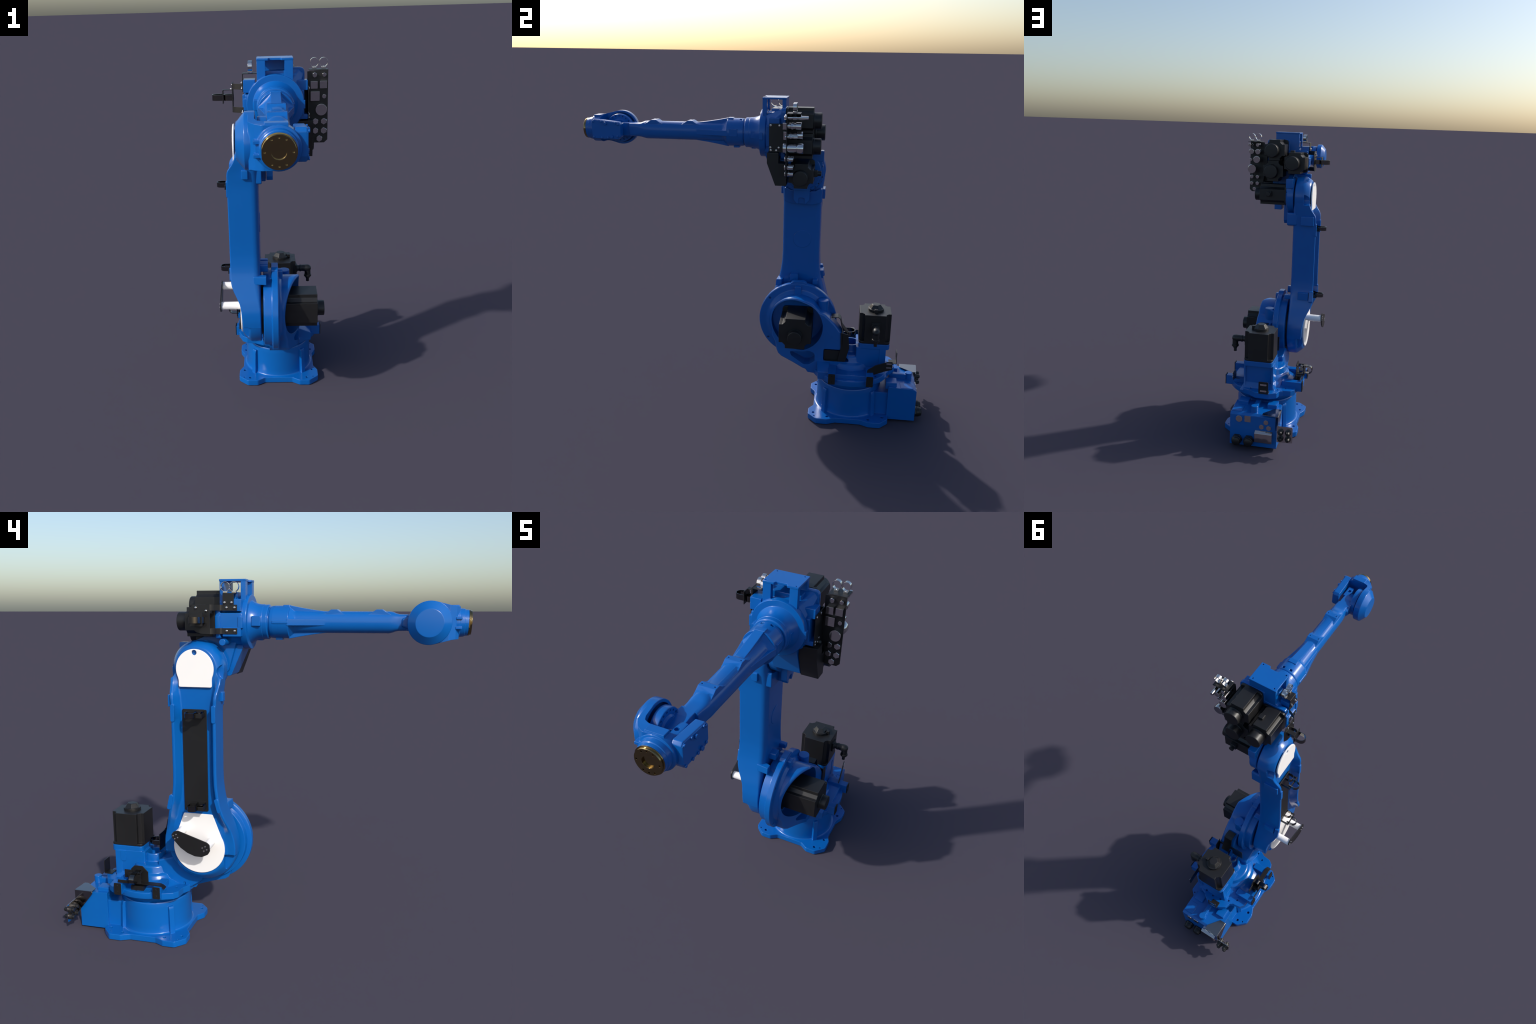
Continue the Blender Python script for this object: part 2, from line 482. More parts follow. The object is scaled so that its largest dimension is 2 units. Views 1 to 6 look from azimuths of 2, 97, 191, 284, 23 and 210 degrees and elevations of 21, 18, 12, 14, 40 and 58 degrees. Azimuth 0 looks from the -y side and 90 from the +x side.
    # flange bolt holes
    for ang in list(range(28, 160, 15)) + [175, 195, 215, 232, 247]:
        x, y = CX + 0.216 * cos(radians(ang)), SY + 0.216 * sin(radians(ang))
        cuts.append(cyl('z', (x, y), 0.0062, 0.285, 0.31, 0, 14))
    for ang in (38, 12, 90 + 52, 330, 215):
        cuts.append(cyl('x', (LY + 0.214 * cos(radians(ang)), LZ + 0.214 * sin(radians(ang))), 0.0070, 0.018, 0.05, 0, 14))
    t = part("turret", solid("turret", adds, cuts), BLUE, robot)
    # shoulder motor and slewing motor
    motor("shoulder_motor", 'x', (LY, LZ), 0.0925, 0.032, 0.236, 0.041, 0.276, t, notch=0.036, cap_off=(0, -0.012))
    sm = motor("slewing_motor", 'z', (0.048, 0.682), 0.0905, 0.4790, 0.658, 0, 0, t, notch=0.030)
    k = [(0.050 + 0.045 * cos(a * pi / 3 + 0.3), 0.684 + 0.045 * sin(a * pi / 3 + 0.3)) for a in range(6)]
    k2 = [(0.050 + 0.026 * cos(a * pi / 3 + 0.3), 0.684 + 0.026 * sin(a * pi / 3 + 0.3)) for a in range(6)]
    capb = [cyl('z', (0.050, 0.684), 0.046, 0.656, 0.672, 0.002, 32), taper('z', 0.670, k, 0.694, k2, 0.002),
            box(0.088, 0.108, 0.674, 0.694, 0.657, 0.680, 0.002)]
    part("encoder_cap", capb, BLACK, sm)
    part("name_plate", box(0.137, 0.1405, 0.655, 0.708, 0.612, 0.642, 0.001), BLACK, sm)
    # elbow plug on the slewing motor
    el = [box(0.134, 0.148, 0.658, 0.710, 0.555, 0.615, 0.002), cyl('x', (0.684, 0.588), 0.024, 0.136, 0.152, 0.002, 28), cyl('x', (0.684, 0.588), 0.018, 0.150, 0.178, 0.002, 28), cyl('x', (0.684, 0.588), 0.021, 0.165, 0.176, 0.002, 28),
          lathe([(0.176, 0.0), (0.176, 0.019), (0.205, 0.022), (0.222, 0.020), (0.232, 0.012), (0.235, 0)], 'x', (0.684, 0.588), 28),
          cyl('z', (0.214, 0.684), 0.018, 0.545, 0.590, 0.002, 28), cyl('z', (0.214, 0.684), 0.022, 0.535, 0.548, 0.002, 28),
          cyl('z', (0.214, 0.684), 0.014, 0.525, 0.537, 0.001, 20), cyl('z', (0.214, 0.684), 0.0095, 0.503, 0.530, 0.001, 20)]
    part("elbow_plug", el, BLACK, sm)
    # black clip tabs on the flange pads
    for x, sgn in ((0.2705, 1), (-0.2145, -1)):
        for yc in (0.4475, 0.6625):
            a, b = sorted((x, x + sgn * 0.004))
            tab = part("clip_tab", prism(rnd([(yc - 0.0195, 0.274), (yc + 0.0195, 0.274), (yc + 0.0195, 0.338), (yc - 0.0195, 0.338)], 0.004, 2), 'x', a, b), SHEET, t)
            bolts("screw_hole", 'x', 0.0042, 0.0008, [(x + sgn * 0.004, yc, z) for z in (0.291, 0.325)], tab, HOLE, sgn)
    # rear slotted bracket
    b1 = [prism(rnd([(-0.034, 0.300), (0.026, 0.300), (0.026, 0.376), (-0.034, 0.376)], 0.006, 3), 'y', 0.826, 0.830), box(-0.034, 0.020, 0.785, 0.829, 0.2985, 0.3025, 0.001), ]
    rb = part("slotted_bracket", b1, SHEET, t)
    part("slot", [prism(rnd([(-0.024, z - 0.005), (0.016, z - 0.005), (0.016, z + 0.005), (-0.024, z + 0.005)], 0.004, 3), 'y', 0.8302, 0.8312) for z in (0.318, 0.358)], STEEL, rb)
    # right bracket
    ply = [(0.640, 0.320), (0.648, 0.352), (0.690, 0.380), (0.760, 0.402), (0.788, 0.402), (0.788, 0.352), (0.740, 0.340), (0.690, 0.322)]
    rb2 = part("slotted_bracket", [prism(rnd(ply, 0.004, 2), 'x', 0.203, 0.207, 0.0008), box(0.165, 0.206, 0.645, 0.685, 0.3195, 0.3235, 0.001)], SHEET, t)
    rb2.rotation_euler[2] = radians(8)
    part("slot", [prism(rnd([(0.755, z - 0.004), (0.785, z - 0.004), (0.785, z + 0.004), (0.755, z + 0.004)], 0.003, 3), 'x', 0.2000, 0.2016) for z in (0.365, 0.390)], STEEL, t)
    # shoulder cable bracket with clamp
    pth = [(0.085, 0.430, 0.618), (0.085, 0.468, 0.622), (0.085, 0.482, 0.612), (0.085, 0.492, 0.565), (0.085, 0.528, 0.52)]
    sb = [tube_path(pth, 0.055, 0.004, (1, 0, 0)),
          prism([(0.486, 0.545), (0.532, 0.535), (0.540, 0.450), (0.520, 0.362), (0.475, 0.362), (0.490, 0.45)], 'x', 0.150, 0.154, 0.0008),
          box(0.105, 0.153, 0.40, 0.515, 0.3605, 0.3645, 0.001), box(0.138, 0.142, 0.397, 0.505, 0.360, 0.424, 0.001),
          box(-0.030, 0.075, 0.4965, 0.5005, 0.462, 0.555, 0.001), box(0.070, 0.154, 0.4965, 0.5005, 0.47, 0.54, 0.001)]
    br = part("cable_bracket", sb, SHEET, t)
    part("cable_clamp", strap((0.025, 0.538, 0.498), 0.034, 0.024, 'z', 270), RUBBER, br)
    # left hose holder
    lh = [prism(rnd([(0.510, 0.318), (0.605, 0.318), (0.605, 0.405), (0.585, 0.425), (0.540, 0.425), (0.510, 0.395)], 0.006, 2), 'x', -0.168, -0.164, 0.001),
          tube_path([(-0.182, 0.600, 0.339), (-0.182, 0.440, 0.339), (-0.182, 0.425, 0.333), (-0.182, 0.412, 0.322)], 0.030, 0.004, (1, 0, 0)),
          prism([(0.53, 0.345), (0.60, 0.345), (0.60, 0.405), (0.53, 0.405)], 'x', -0.215, -0.211, 0.001),
          box(-0.215, -0.164, 0.533, 0.545, 0.398, 0.404, 0.001), box(-0.215, -0.164, 0.585, 0.60, 0.350, 0.356, 0.001),
          box(-0.172, -0.168, 0.595, 0.640, 0.355, 0.400, 0.001), box(-0.214, -0.210, 0.598, 0.660, 0.342, 0.358, 0.001),
          box(-0.190, -0.150, 0.53, 0.60, 0.296, 0.322, 0.001)]
    hh = part("hose_holder", lh, SHEET, t)
    part("cable_clamp", strap((-0.236, 0.562, 0.380), 0.025, 0.026, 'y', 180), RUBBER, hh)
    part("cable_clamp", strap((-0.186, 0.562, 0.380), 0.022, 0.026, 'y', 180), RUBBER, hh)
    return t

def strap(c, r, w, axis, open_dir=0, th=0.004):
    """Clamp band: U-shaped strap round the given axis, its legs pointing along open_dir."""
    pts2 = [(-r * 1.25, r * 0.95)] + [(r * sin(radians(a)) * 1.0, r * cos(radians(a)) * 0.95) for a in range(0, 181, 12)] + [(-r * 1.25, -r * 0.95)]
    # pts2: opening towards -u
    rot = radians(open_dir + 180)
    out = []
    for u, v in pts2:
        uu, vv = u * cos(rot) - v * sin(rot), u * sin(rot) + v * cos(rot)
        out.append({'z': (c[0] + uu, c[1] + vv, c[2]), 'y': (c[0] - uu, c[1], c[2] + vv), 'x': (c[0], c[1] + uu, c[2] + vv)}[axis])
    up = {'z': (0, 0, 1), 'y': (0, 1, 0), 'x': (1, 0, 0)}[axis]
    return [tube_path(out, w, th, up)]

# ================================================================== LOWER ARM (link)
def interp(tab, z):
    for (z0, v0), (z1, v1) in zip(tab, tab[1:]):
        if z <= z1:
            t = max(0, min(1, (z - z0) / (z1 - z0)))
            return v0 + (v1 - v0) * t
    return tab[-1][1]

def build_lower_arm():
    YF = [(0.52, 0.0445), (0.556, 0.0415), (0.60, 0.045), (0.66, 0.060), (0.72, 0.080), (0.76, 0.092), (0.80, 0.103), (0.84, 0.110), (0.89, 0.116), (0.95, 0.118), (1.25, 0.117), (1.32, 0.112), (1.38, 0.103), (1.45, 0.098)]
    YR = [(0.52, 0.411), (0.556, 0.4145), (0.60, 0.410), (0.66, 0.394), (0.72, 0.374), (0.76, 0.364), (0.80, 0.351), (0.84, 0.345), (0.89, 0.340), (0.95, 0.338), (1.25, 0.338), (1.32, 0.342), (1.38, 0.350), (1.45, 0.354)]
    XO = [(0.52, -0.155), (0.60, -0.160), (0.645, -0.167), (0.68, -0.182), (0.71, -0.197), (0.745, -0.209), (0.78, -0.212), (1.315, -0.212), (1.335, -0.206), (1.36, -0.188), (1.385, -0.174), (1.41, -0.168), (1.45, -0.160)]
    FL = -0.164        # channel floor
    XI = -0.060
    secs = []
    N = 64
    zs = [0.52 + (1.45 - 0.52) * k / N for k in range(N + 1)]
    for z in zs:
        yf, yr, xo = interp(YF, z), interp(YR, z), interp(XO, z)
        fl = max(FL, xo + 0.002) if xo < FL else xo + 0.0005
        w = 0.014
        base = [(XI, yf), (XI, yr), (xo, yr), (xo, yr - w), (fl, yr - w - 0.022), (fl, yf + w + 0.022), (xo, yf + w), (xo, yf)]
        ri = interp([(0.52, 0.006), (0.62, 0.010), (0.76, 0.036), (1.5, 0.04)], z)
        secs.append((z, rnd(base, [ri, ri * 0.9, 0.008, 0.006, 0.012, 0.012, 0.006, 0.008], 5)))
    body = loft('z', secs)
    adds = [body,
            lathe([(-0.068, 0.0), (-0.068, 0.122), (-0.073, 0.129), (-0.118, 0.130), (-0.140, 0.120), (-0.156, 0.109), (-0.1635, 0.103), (-0.165, 0.099), (-0.165, 0.0)], 'x', (UY, UZ), 80),
            lathe([(-0.062, 0.0), (-0.0605, 0.182), (-0.066, 0.186), (-0.112, 0.1865), (-0.122, 0.181), (-0.150, 0.157), (-0.157, 0.148), (-0.1585, 0.140), (-0.1585, 0.0)], 'x', (LY, LZ), 96)]
    # cradle under the elbow disc on the inner side
    cr = rnd([(0.124, 1.350), (0.124, 1.262), (0.170, 1.250), (0.290, 1.250), (0.342, 1.264), (0.342, 1.352), (0.300, 1.33), (0.16, 1.33)], 0.012, 4)
    adds.append(prism(cr, 'x', -0.09, -0.043, 0.005))
    adds.append(prism(rnd([(0.215, 1.250), (0.290, 1.250), (0.342, 1.264), (0.342, 1.352), (0.300, 1.33), (0.215, 1.33)], 0.012, 4), 'x', -0.09, -0.023, 0.005))
    # rim pads, stops and lugs
    for yc in (0.127, 0.3295):
        adds.append(prism(rnd([(yc - 0.010, 1.198), (yc + 0.010, 1.198), (yc + 0.010, 1.282), (yc - 0.010, 1.282)], 0.010, 5), 'x', -0.2165, -0.19, 0.002))
    for p, q in (((0.348, 0.836), (0.364, 0.762)), ((0.122, 0.830), (0.104, 0.762))):
        d = Vector((q[0] - p[0], q[1] - p[1])).normalized()
        n = Vector((-d[1], d[0])) * 0.010
        adds.append(prism(rnd([(p[0] + n[0], p[1] + n[1]), (q[0] + n[0], q[1] + n[1]), (q[0] - n[0], q[1] - n[1]), (p[0] - n[0], p[1] - n[1])], 0.009, 4), 'x', -0.2165, -0.19, 0.002))
    adds.append(box(-0.140, -0.108, 0.100, 0.140, 1.292, 1.337, 0.004))
    adds.append(box(-0.20, -0.115, 0.33, 0.356, 1.268, 1.325, 0.003))
    adds.append(box(-0.185, -0.115, 0.33, 0.366, 0.775, 0.825, 0.003))
    adds.append(taper('z', 0.745, [(-0.095, 0.14), (-0.095, 0.09), (-0.03, 0.084), (-0.03, 0.12)], 0.785, [(-0.095, 0.14), (-0.095, 0.095), (-0.03, 0.088), (-0.03, 0.12)], 0.003))
    adds.append(prism(rnd([(0.170, 0.780), (0.170, 0.822), (0.218, 0.826), (0.218, 0.780)], 0.008, 3), 'x', -0.08, -0.022, 0.003))
    adds.append(prism(rnd([(0.305, 0.765), (0.305, 0.795), (0.335, 0.795), (0.335, 0.765)], 0.006, 3), 'x', -0.08, -0.022, 0.003))
    cuts = [cyl('x', (UY, UZ), 0.127, -0.0675, 0.0, 0, 64)]
    # scoops where the cone of the lower end was machined back
    for ang in (-28, 205):
        p = (LY + 0.172 * cos(radians(ang)), LZ + 0.172 * sin(radians(ang)))
        bmx = prism(rnd([(p[0] - 0.030, p[1] - 0.045), (p[0] + 0.030, p[1] - 0.045), (p[0] + 0.030, p[1] + 0.045), (p[0] - 0.030, p[1] + 0.045)], 0.012, 4), 'x', -0.20, -0.127)
        cuts.append(bmx)
    for sy in (-1, 1):
        cuts.append(cyl('x', (UY + sy * 0.138, UZ - 0.012), 0.036, -0.20, -0.130, 0, 40))
    a = part("lower_arm", solid("lower_arm", adds, cuts), BLUE, robot)
    ring = lathe([(-0.061, 0.0), (-0.061, 0.150), (-0.0445, 0.150), (-0.0445, 0.0)], 'x', (LY, LZ), 64)
    part("bearing_ring", ring, SHEET, a)
    part("bearing_ring", lathe([(-0.067, 0.0), (-0.067, 0.100), (-0.061, 0.100), (-0.061, 0.0)], 'x', (UY, UZ), 64), SHEET, a)
    part("inspection_disc", lathe([(-0.070, 0.053), (-0.0585, 0.053), (-0.0575, 0.052), (-0.0575, 0.0)], 'x', (0.234, 1.035), 64), BLUE, a)
    # covers
    pl = arc(UY, UZ, 0.0925, 205, -25, 36) + [(0.3065, 1.392), (0.3065, 1.3605), (0.1435, 1.3605), (0.1435, 1.392)]
    pl = rnd(pl, [0] * 37 + [0.006, 0.008, 0.008, 0.006], 4)
    cov = solid("elbow_cover", [prism(pl, 'x', -0.1795, -0.1705, 0.003, 2)], [cyl('x', (0.2265, 1.521), 0.0125, -0.19, -0.16, 0, 24)])
    part("elbow_cover", cov, WHITE, a)
    pts = arc(LY, LZ, 0.1335, 180 - 26, 360 + 26, 60) + [(0.303, 0.735), (0.154, 0.735)]
    sc = part("shoulder_cover", prism(rnd(pts, [0] * 61 + [0.01, 0.01], 4), 'x', -0.1675, -0.1580, 0.003, 2), WHITE, a)
    # two posts with the black link plate
    posts = ((0.309, 0.646), (0.162, 0.596))
    for y, z in posts:
        part("post", cyl('x', (y, z), 0.0205, -0.2705, -0.160, 0.001, 32), WHITE, sc)
    ply = [(0.3305, 0.655), (0.318, 0.672), (0.296, 0.677), (0.150, 0.629), (0.137, 0.618), (0.135, 0.586), (0.146, 0.568), (0.178, 0.553), (0.212, 0.554), (0.250, 0.568), (0.285, 0.592), (0.312, 0.622), (0.326, 0.640)]
    lk = part("link_plate", prism(rnd(ply, 0.012, 3), 'x', -0.2765, -0.2700, 0.001), SHEET, sc)
    sp = []
    for y, z in posts:
        sp += [(-0.2765, y + 0.012 * cos(a_), z + 0.012 * sin(a_)) for a_ in (0.3, 0.3 + pi / 2, 0.3 + pi, 0.3 + 1.5 * pi)]
    bolts("screw", 'x', 0.0042, 0.0028, sp, lk, STEEL, -1)
    # black panel in the channel with two hose clamps
    pn = part("channel_panel", prism(rnd([(0.1735, 0.752), (0.2955, 0.752), (0.2955, 1.2545), (0.1735, 1.2545)], 0.006, 3), 'x', -0.1715, -0.1680, 0.0006), SHEET, a)
    part("panel_standoff", [cyl('x', (y, z), 0.008, -0.169, -0.160, 0, 16) for y in (0.19, 0.28) for z in (0.80, 1.20)], STEEL, a)
    for zc in (1.238, 0.786):
        fr = [box(-0.175, -0.171, 0.185, 0.290, zc - 0.018, zc + 0.018, 0.001), box(-0.225, -0.170, 0.183, 0.187, zc - 0.016, zc + 0.004, 0.001),
              box(-0.225, -0.170, 0.262, 0.266, zc - 0.016, zc + 0.004, 0.001), box(-0.228, -0.224, 0.180, 0.268, zc - 0.016, zc + 0.004, 0.001)]
        hb = part("clamp_bracket", fr, SHEET, pn)
        part("cable_clamp", strap((-0.244, 0.232, zc), 0.0235, 0.024, 'z', 0, 0.003), RUBBER, hb)
        part("cable_clamp", strap((-0.194, 0.205, zc), 0.020, 0.024, 'z', 0, 0.003), RUBBER, hb)
    return a

# ================================================================== UPPER ARM HOUSING
def build_housing():
    c = (CX, AZ)
    adds = []
    adds.append(lathe([(0.135, 0.0), (0.135, 0.117), (0.035, 0.120), (0.032, 0.126), (0.028, 0.1275), (0.003, 0.1275), (0.000, 0.1255), (0.000, 0.1000), (-0.005, 0.0965), (-0.012, 0.0925),
                       (-0.022, 0.0880), (-0.034, 0.0845), (-0.046, 0.0825), (-0.062, 0.082), (-0.063, 0.0805), (-0.084, 0.0805), (-0.088, 0.077), (-0.089, 0.068), (-0.098, 0.068), (-0.098, 0.0)], 'y', c, 96))
    # rear motor flange plate (right column and left column)
    adds.append(prism(rnd([(0.012, 1.532), (0.163, 1.532), (0.163, 1.803), (0.012, 1.803)], [0.01, 0.02, 0.024, 0.01], 5), 'y', 0.118, 0.142, 0.004))
    adds.append(prism(rnd([(-0.114, 1.582), (0.05, 1.582), (0.05, 1.735), (-0.114, 1.735)], 0.015, 5), 'y', 0.118, 0.142, 0.004))
    # barrel cheek rising to the right rear motor
    adds.append(taper('y', 0.03, rnd([(0.02, 1.56), (0.125, 1.56), (0.135, 1.70), (0.10, 1.765), (0.02, 1.775)], 0.02, 4), 0.120, rnd([(0.02, 1.545), (0.155, 1.545), (0.157, 1.780), (0.140, 1.797), (0.02, 1.797)], 0.02, 4)))
    adds.append(box(-0.048, 0.104, 0.06, 0.138, 1.74, 1.795, 0.004))
    # left mounting pads
    adds.append(box(-0.113, -0.06, 0.020, 0.108, 1.706, 1.7615, 0.003))
    adds.append(box(-0.113, -0.06, 0.020, 0.108, 1.592, 1.634, 0.003))
    adds.append(box(-0.108, -0.05, 0.020, 0.150, 1.618, 1.700, 0.006))
    adds.append(box(-0.113, -0.06, 0.012, 0.034, 1.630, 1.682, 0.003))
    adds.append(box(-0.122, -0.06, 0.118, 0.1415, 1.622, 1.688, 0.004))
    adds.append(cyl('x', (0.103, 1.567), 0.0155, -0.135, 0.0, 0.002, 28))
    # right mounting pads
    adds.append(box(0.10, 0.1745, 0.055, 0.112, 1.708, 1.752, 0.003))
    adds.append(box(0.10, 0.1745, 0.055, 0.112, 1.580, 1.602, 0.003))
    adds.append(box(0.10, 0.158, 0.04, 0.14, 1.60, 1.71, 0.004))
    # gate on top
    for x0, x1 in ((-0.0515, -0.014), (0.070, 0.1075)):
        adds.append(box(x0, x1, 0.0125, 0.036, 1.735, 1.8515, 0.0015))
    adds.append(box(-0.0505, 0.1065, 0.118, 0.1385, 1.73, 1.8515, 0.0015))
    tp = [(-0.0525, 0.0115), (-0.002, 0.0115), (0.004, 0.026), (0.052, 0.026), (0.058, 0.0115), (0.1085, 0.0115), (0.1085, 0.1400), (-0.0525, 0.1400)]
    adds.append(prism(tp, 'z', 1.8420, 1.8518, 0.001, 1))
    # neck running down to the elbow disc
    neck = [(0.020, 1.60), (0.024, 1.560), (0.092, 1.408), (0.100, 1.402), (0.170, 1.402), (0.170, 1.60)]
    adds.append(prism(rnd(neck, 0.008, 3), 'x', -0.022, 0.112, 0.004))
    adds.append(prism(rnd([(0.05, 1.60), (0.10, 1.43), (0.20, 1.33), (0.335, 1.40), (0.340, 1.50), (0.300, 1.555), (0.20, 1.60)], 0.03, 5), 'x', -0.045, -0.010, 0.004))
    adds.append(box(-0.02, 0.10, 0.055, 0.150, 1.535, 1.62, 0.005))
    adds.append(lathe([(-0.060, 0.0), (-0.060, 0.117), (-0.057, 0.1205), (-0.022, 0.1225), (-0.017, 0.120), (-0.016, 0.110), (-0.013, 0.1065), (-0.009, 0.105), (-0.007, 0.102), (-0.007, 0.0)], 'x', (UY, UZ), 80))
    adds.append(box(-0.055, -0.008, 0.268, 0.345, 1.50, 1.562, 0.006))
    # stop blocks below the disc
    adds.append(box(0.03, 0.078, 0.188, 0.265, 1.352, 1.40, 0.003))
    adds.append(prism(rnd([(0.183, 1.285), (0.183, 1.40), (0.272, 1.40), (0.272, 1.285), (0.252, 1.262), (0.200, 1.262)], 0.006, 3), 'x', -0.020, 0.012, 0.003))
    # small blocks on the sleeve
    adds.append(box(-0.066, -0.045, -0.060, -0.018, 1.640, 1.685, 0.002))
    adds.append(box(0.098, 0.112, -0.050, -0.012, 1.635, 1.675, 0.002))
    adds.append(box(0.015, 0.045, -0.055, -0.03, 1.571, 1.60, 0.002))
    adds.append(box(0.145, 0.160, 0.0, 0.022, 1.635, 1.672, 0.002))
    cuts = [prism(rnd([(0.208, 1.255), (0.208, 1.298), (0.246, 1.298), (0.246, 1.255)], [0, 0.012, 0.012, 0], 4), 'x', 0.002, 0.02)]
    for ang in (-92, -78, -64, -50, -36, -15, 15, 35):
        cuts.append(cyl('x', (UY + 0.1155 * cos(radians(ang)), UZ + 0.1155 * sin(radians(ang))), 0.0038, -0.03, -0.012, 0, 12))
    for x, y in ((-0.041, 0.022), (0.096, 0.022), (-0.035, 0.126), (0.092, 0.126)):
        cuts.append(cyl('z', (x, y), 0.0042, 1.840, 1.87, 0, 12))
    h = part("upper_arm_housing", solid("upper_arm_housing", adds, cuts), BLUE, robot)

    # motors
    a = motor("wrist_motor", 'y', (0.084, 1.7375), 0.0665, 0.1425, 0.286, 0.0435, 0.3305, h, notch=0.030, cap_off=(0.012, -0.002))
    b = motor("wrist_motor", 'y', (0.0905, 1.6035), 0.0665, 0.1425, 0.286, 0.0435, 0.3305, h, notch=0.030, cap_off=(0.008, -0.002))
    d = motor("wrist_motor", 'y', (-0.050, 1.6580), 0.0675, 0.1425, 0.290, 0.0440, 0.3455, h, notch=0.028, cap_off=(0.008, 0.002))
    u = motor("elbow_motor", 'x', (0.231, 1.450), 0.0665, -0.0065, 0.174, 0.0410, 0.2130, h, notch=0.030, cap_off=(-0.002, -0.006))
    part("socket", [box(-0.040, -0.012, 0.215, 0.245, 1.722, 1.738, 0.003)], BLACK, d)
    part("socket", [box(0.09, 0.125, 0.29, 0.318, 1.440, 1.474, 0.003), cyl('y', (0.108, 1.457), 0.014, 0.315, 0.337, 0.002, 20)], BLACK, u)

    # black side cover and lower duct on the right
    cv = part("side_cover", prism(rnd([(0.058, 1.5755), (0.156, 1.5755), (0.156, 1.7245), (0.058, 1.7245)], 0.004, 2), 'x', 0.1755, 0.1790, 0.0006), SHEET, h)
    bolts("screw", 'x', 0.0058, 0.004, [(0.179, y, z) for y, z in ((0.066, 1.715), (0.112, 1.715), (0.066, 1.600), (0.110, 1.600), (0.068, 1.585), (0.097, 1.585))], cv, GREY, 1)
    duct = [(0.050, 1.574), (0.050, 1.520), (0.096, 1.400), (0.1555, 1.400), (0.1555, 1.518), (0.112, 1.520), (0.112, 1.574)]
    part("cable_duct", prism(duct, 'x', 0.1135, 0.1995, 0.002), SHEET, h)

    # connector panel
    pts = rnd([(0.1775, 1.780), (0.2735, 1.786), (0.2735, 1.466), (0.258, 1.452), (0.203, 1.452), (0.196, 1.470), (0.1775, 1.545)], 0.002, 2)
    cutters = []
    for x, z, r in ((0.2555, 1.667, 0.0085), (0.243, 1.608, 0.024)):
        cutters.append(cyl('y', (x, z), r, 0.14, 0.18, 0, 28))
    pan = part("connector_panel", solid("connector_panel", [prism(pts, 'y', 0.1575, 0.1610), box(0.187, 0.2735, 0.1575, 0.228, 1.7835, 1.7870, 0.0006), box(0.158, 0.180, 0.1575, 0.161, 1.56, 1.72)], []), SHEET, h)
    # round and hexagonal fittings: a nut in front of the panel and a body behind it
    def fit(x, z, r, f0, b1, hexed=True, step=0.8):
        body = [lathe([(0.1612, 0.0), (0.1612, r * step), (0.1612 + (b1 - 0.1612) * 0.55, r * step), (0.1612 + (b1 - 0.1612) * 0.58, r * 0.98), (b1 - 0.003, r * 0.98), (b1, r * 0.86), (b1, 0.0)], 'y', (x, z), 24)]
        body.append(hexn('y', (x, z), r * 1.12, 0.1612 + (b1 - 0.1612) * 0.25, 0.1612 + (b1 - 0.1612) * 0.42))
        nut = hexn('y', (x, z), r, f0, 0.1572, 0.5) if hexed else cyl('y', (x, z), r, f0, 0.1572, 0.001, 28)
        f = part("hose_fitting", body + [nut], GREY, pan)
        return f
    fit(0.211, 1.764, 0.0125, 0.144, 0.230)
    fit(0.2545, 1.764, 0.0105, 0.144, 0.268, True)
    for x, z in ((0.208, 1.7205), (0.2505, 1.7215)):
        part("square_fitting", [prism(rnd([(x - 0.0165, z - 0.0165), (x + 0.0165, z - 0.0165), (x + 0.0165, z + 0.0165), (x - 0.0165, z + 0.0165)], 0.002, 2), 'y', 0.138, 0.1572, 0.0006),
                                cyl('y', (x, z), 0.0135, 0.161, 0.205, 0.001, 24), hexn('y', (x, z), 0.018, 0.178, 0.192), cyl('y', (x, z), 0.0175, 0.203, 0.2315, 0.002, 24)], GREY, pan)
    x, z = 0.213, 1.670
    part("square_fitting", [prism(rnd([(x - 0.021, z - 0.021), (x + 0.021, z - 0.021), (x + 0.021, z + 0.021), (x - 0.021, z + 0.021)], 0.002, 2), 'y', 0.139, 0.1572, 0.0006),
                            cyl('y', (x, z), 0.014, 0.161, 0.21, 0.001, 24), cyl('y', (x, z), 0.023, 0.208, 0.239, 0.002, 28)], GREY, pan)
    fit(0.2555, 1.667, 0.0095, 0.150, 0.215, False)
    part("round_fitting", [cyl('y', (0.242, 1.608), 0.0265, 0.140, 0.1572, 0.001, 36), cyl('y', (0.242, 1.608), 0.0225, 0.161, 0.209, 0.001, 32),
                           lathe([(0.207, 0.0), (0.207, 0.020), (0.216, 0.028), (0.238, 0.030), (0.245, 0.027), (0.245, 0.0)], 'y', (0.242, 1.608), 32)], GREY, pan)
    for x, z in ((0.2155, 1.553), (0.2545, 1.553), (0.2155, 1.5095), (0.2545, 1.5095), (0.2345, 1.4725)):
        part("cable_gland", [hexn('y', (x, z), 0.0165, 0.149, 0.1572, 0.5), hexn('y', (x, z), 0.0145, 0.161, 0.172, 0.5), cyl('y', (x, z), 0.0115, 0.170, 0.1945, 0.0015, 20)], GREY, pan)
    # hose rings on the panel's top flange
    for x in (0.2115, 0.2545):
        rg = [tube_path([(x + 0.0195 * sin(radians(t)), 0.198, 1.8165 - 0.0205 * cos(radians(t))) for t in range(20, 341, 10)], 0.018, 0.0012, (0, 1, 0))]
        part("hose_ring", rg, STEEL, pan)
        part("ring_screw", [box(x - 0.010, x + 0.010, 0.188, 0.208, 1.7872, 1.7955, 0.001), cyl('z', (x, 0.198), 0.005, 1.795, 1.799, 0.0005, 12)], STEEL, pan)

    # left bracket, U-shaped, with hose clamps
    ub = [tube_path([(-0.1160, 0.036, z), (-0.1160, 0.108, z), (-0.123, 0.120, z), (-0.150, 0.134, z), (-0.163, 0.142, z), (-0.168, 0.152, z)], 0.026, 0.003) for z in (1.7225, 1.6175)]
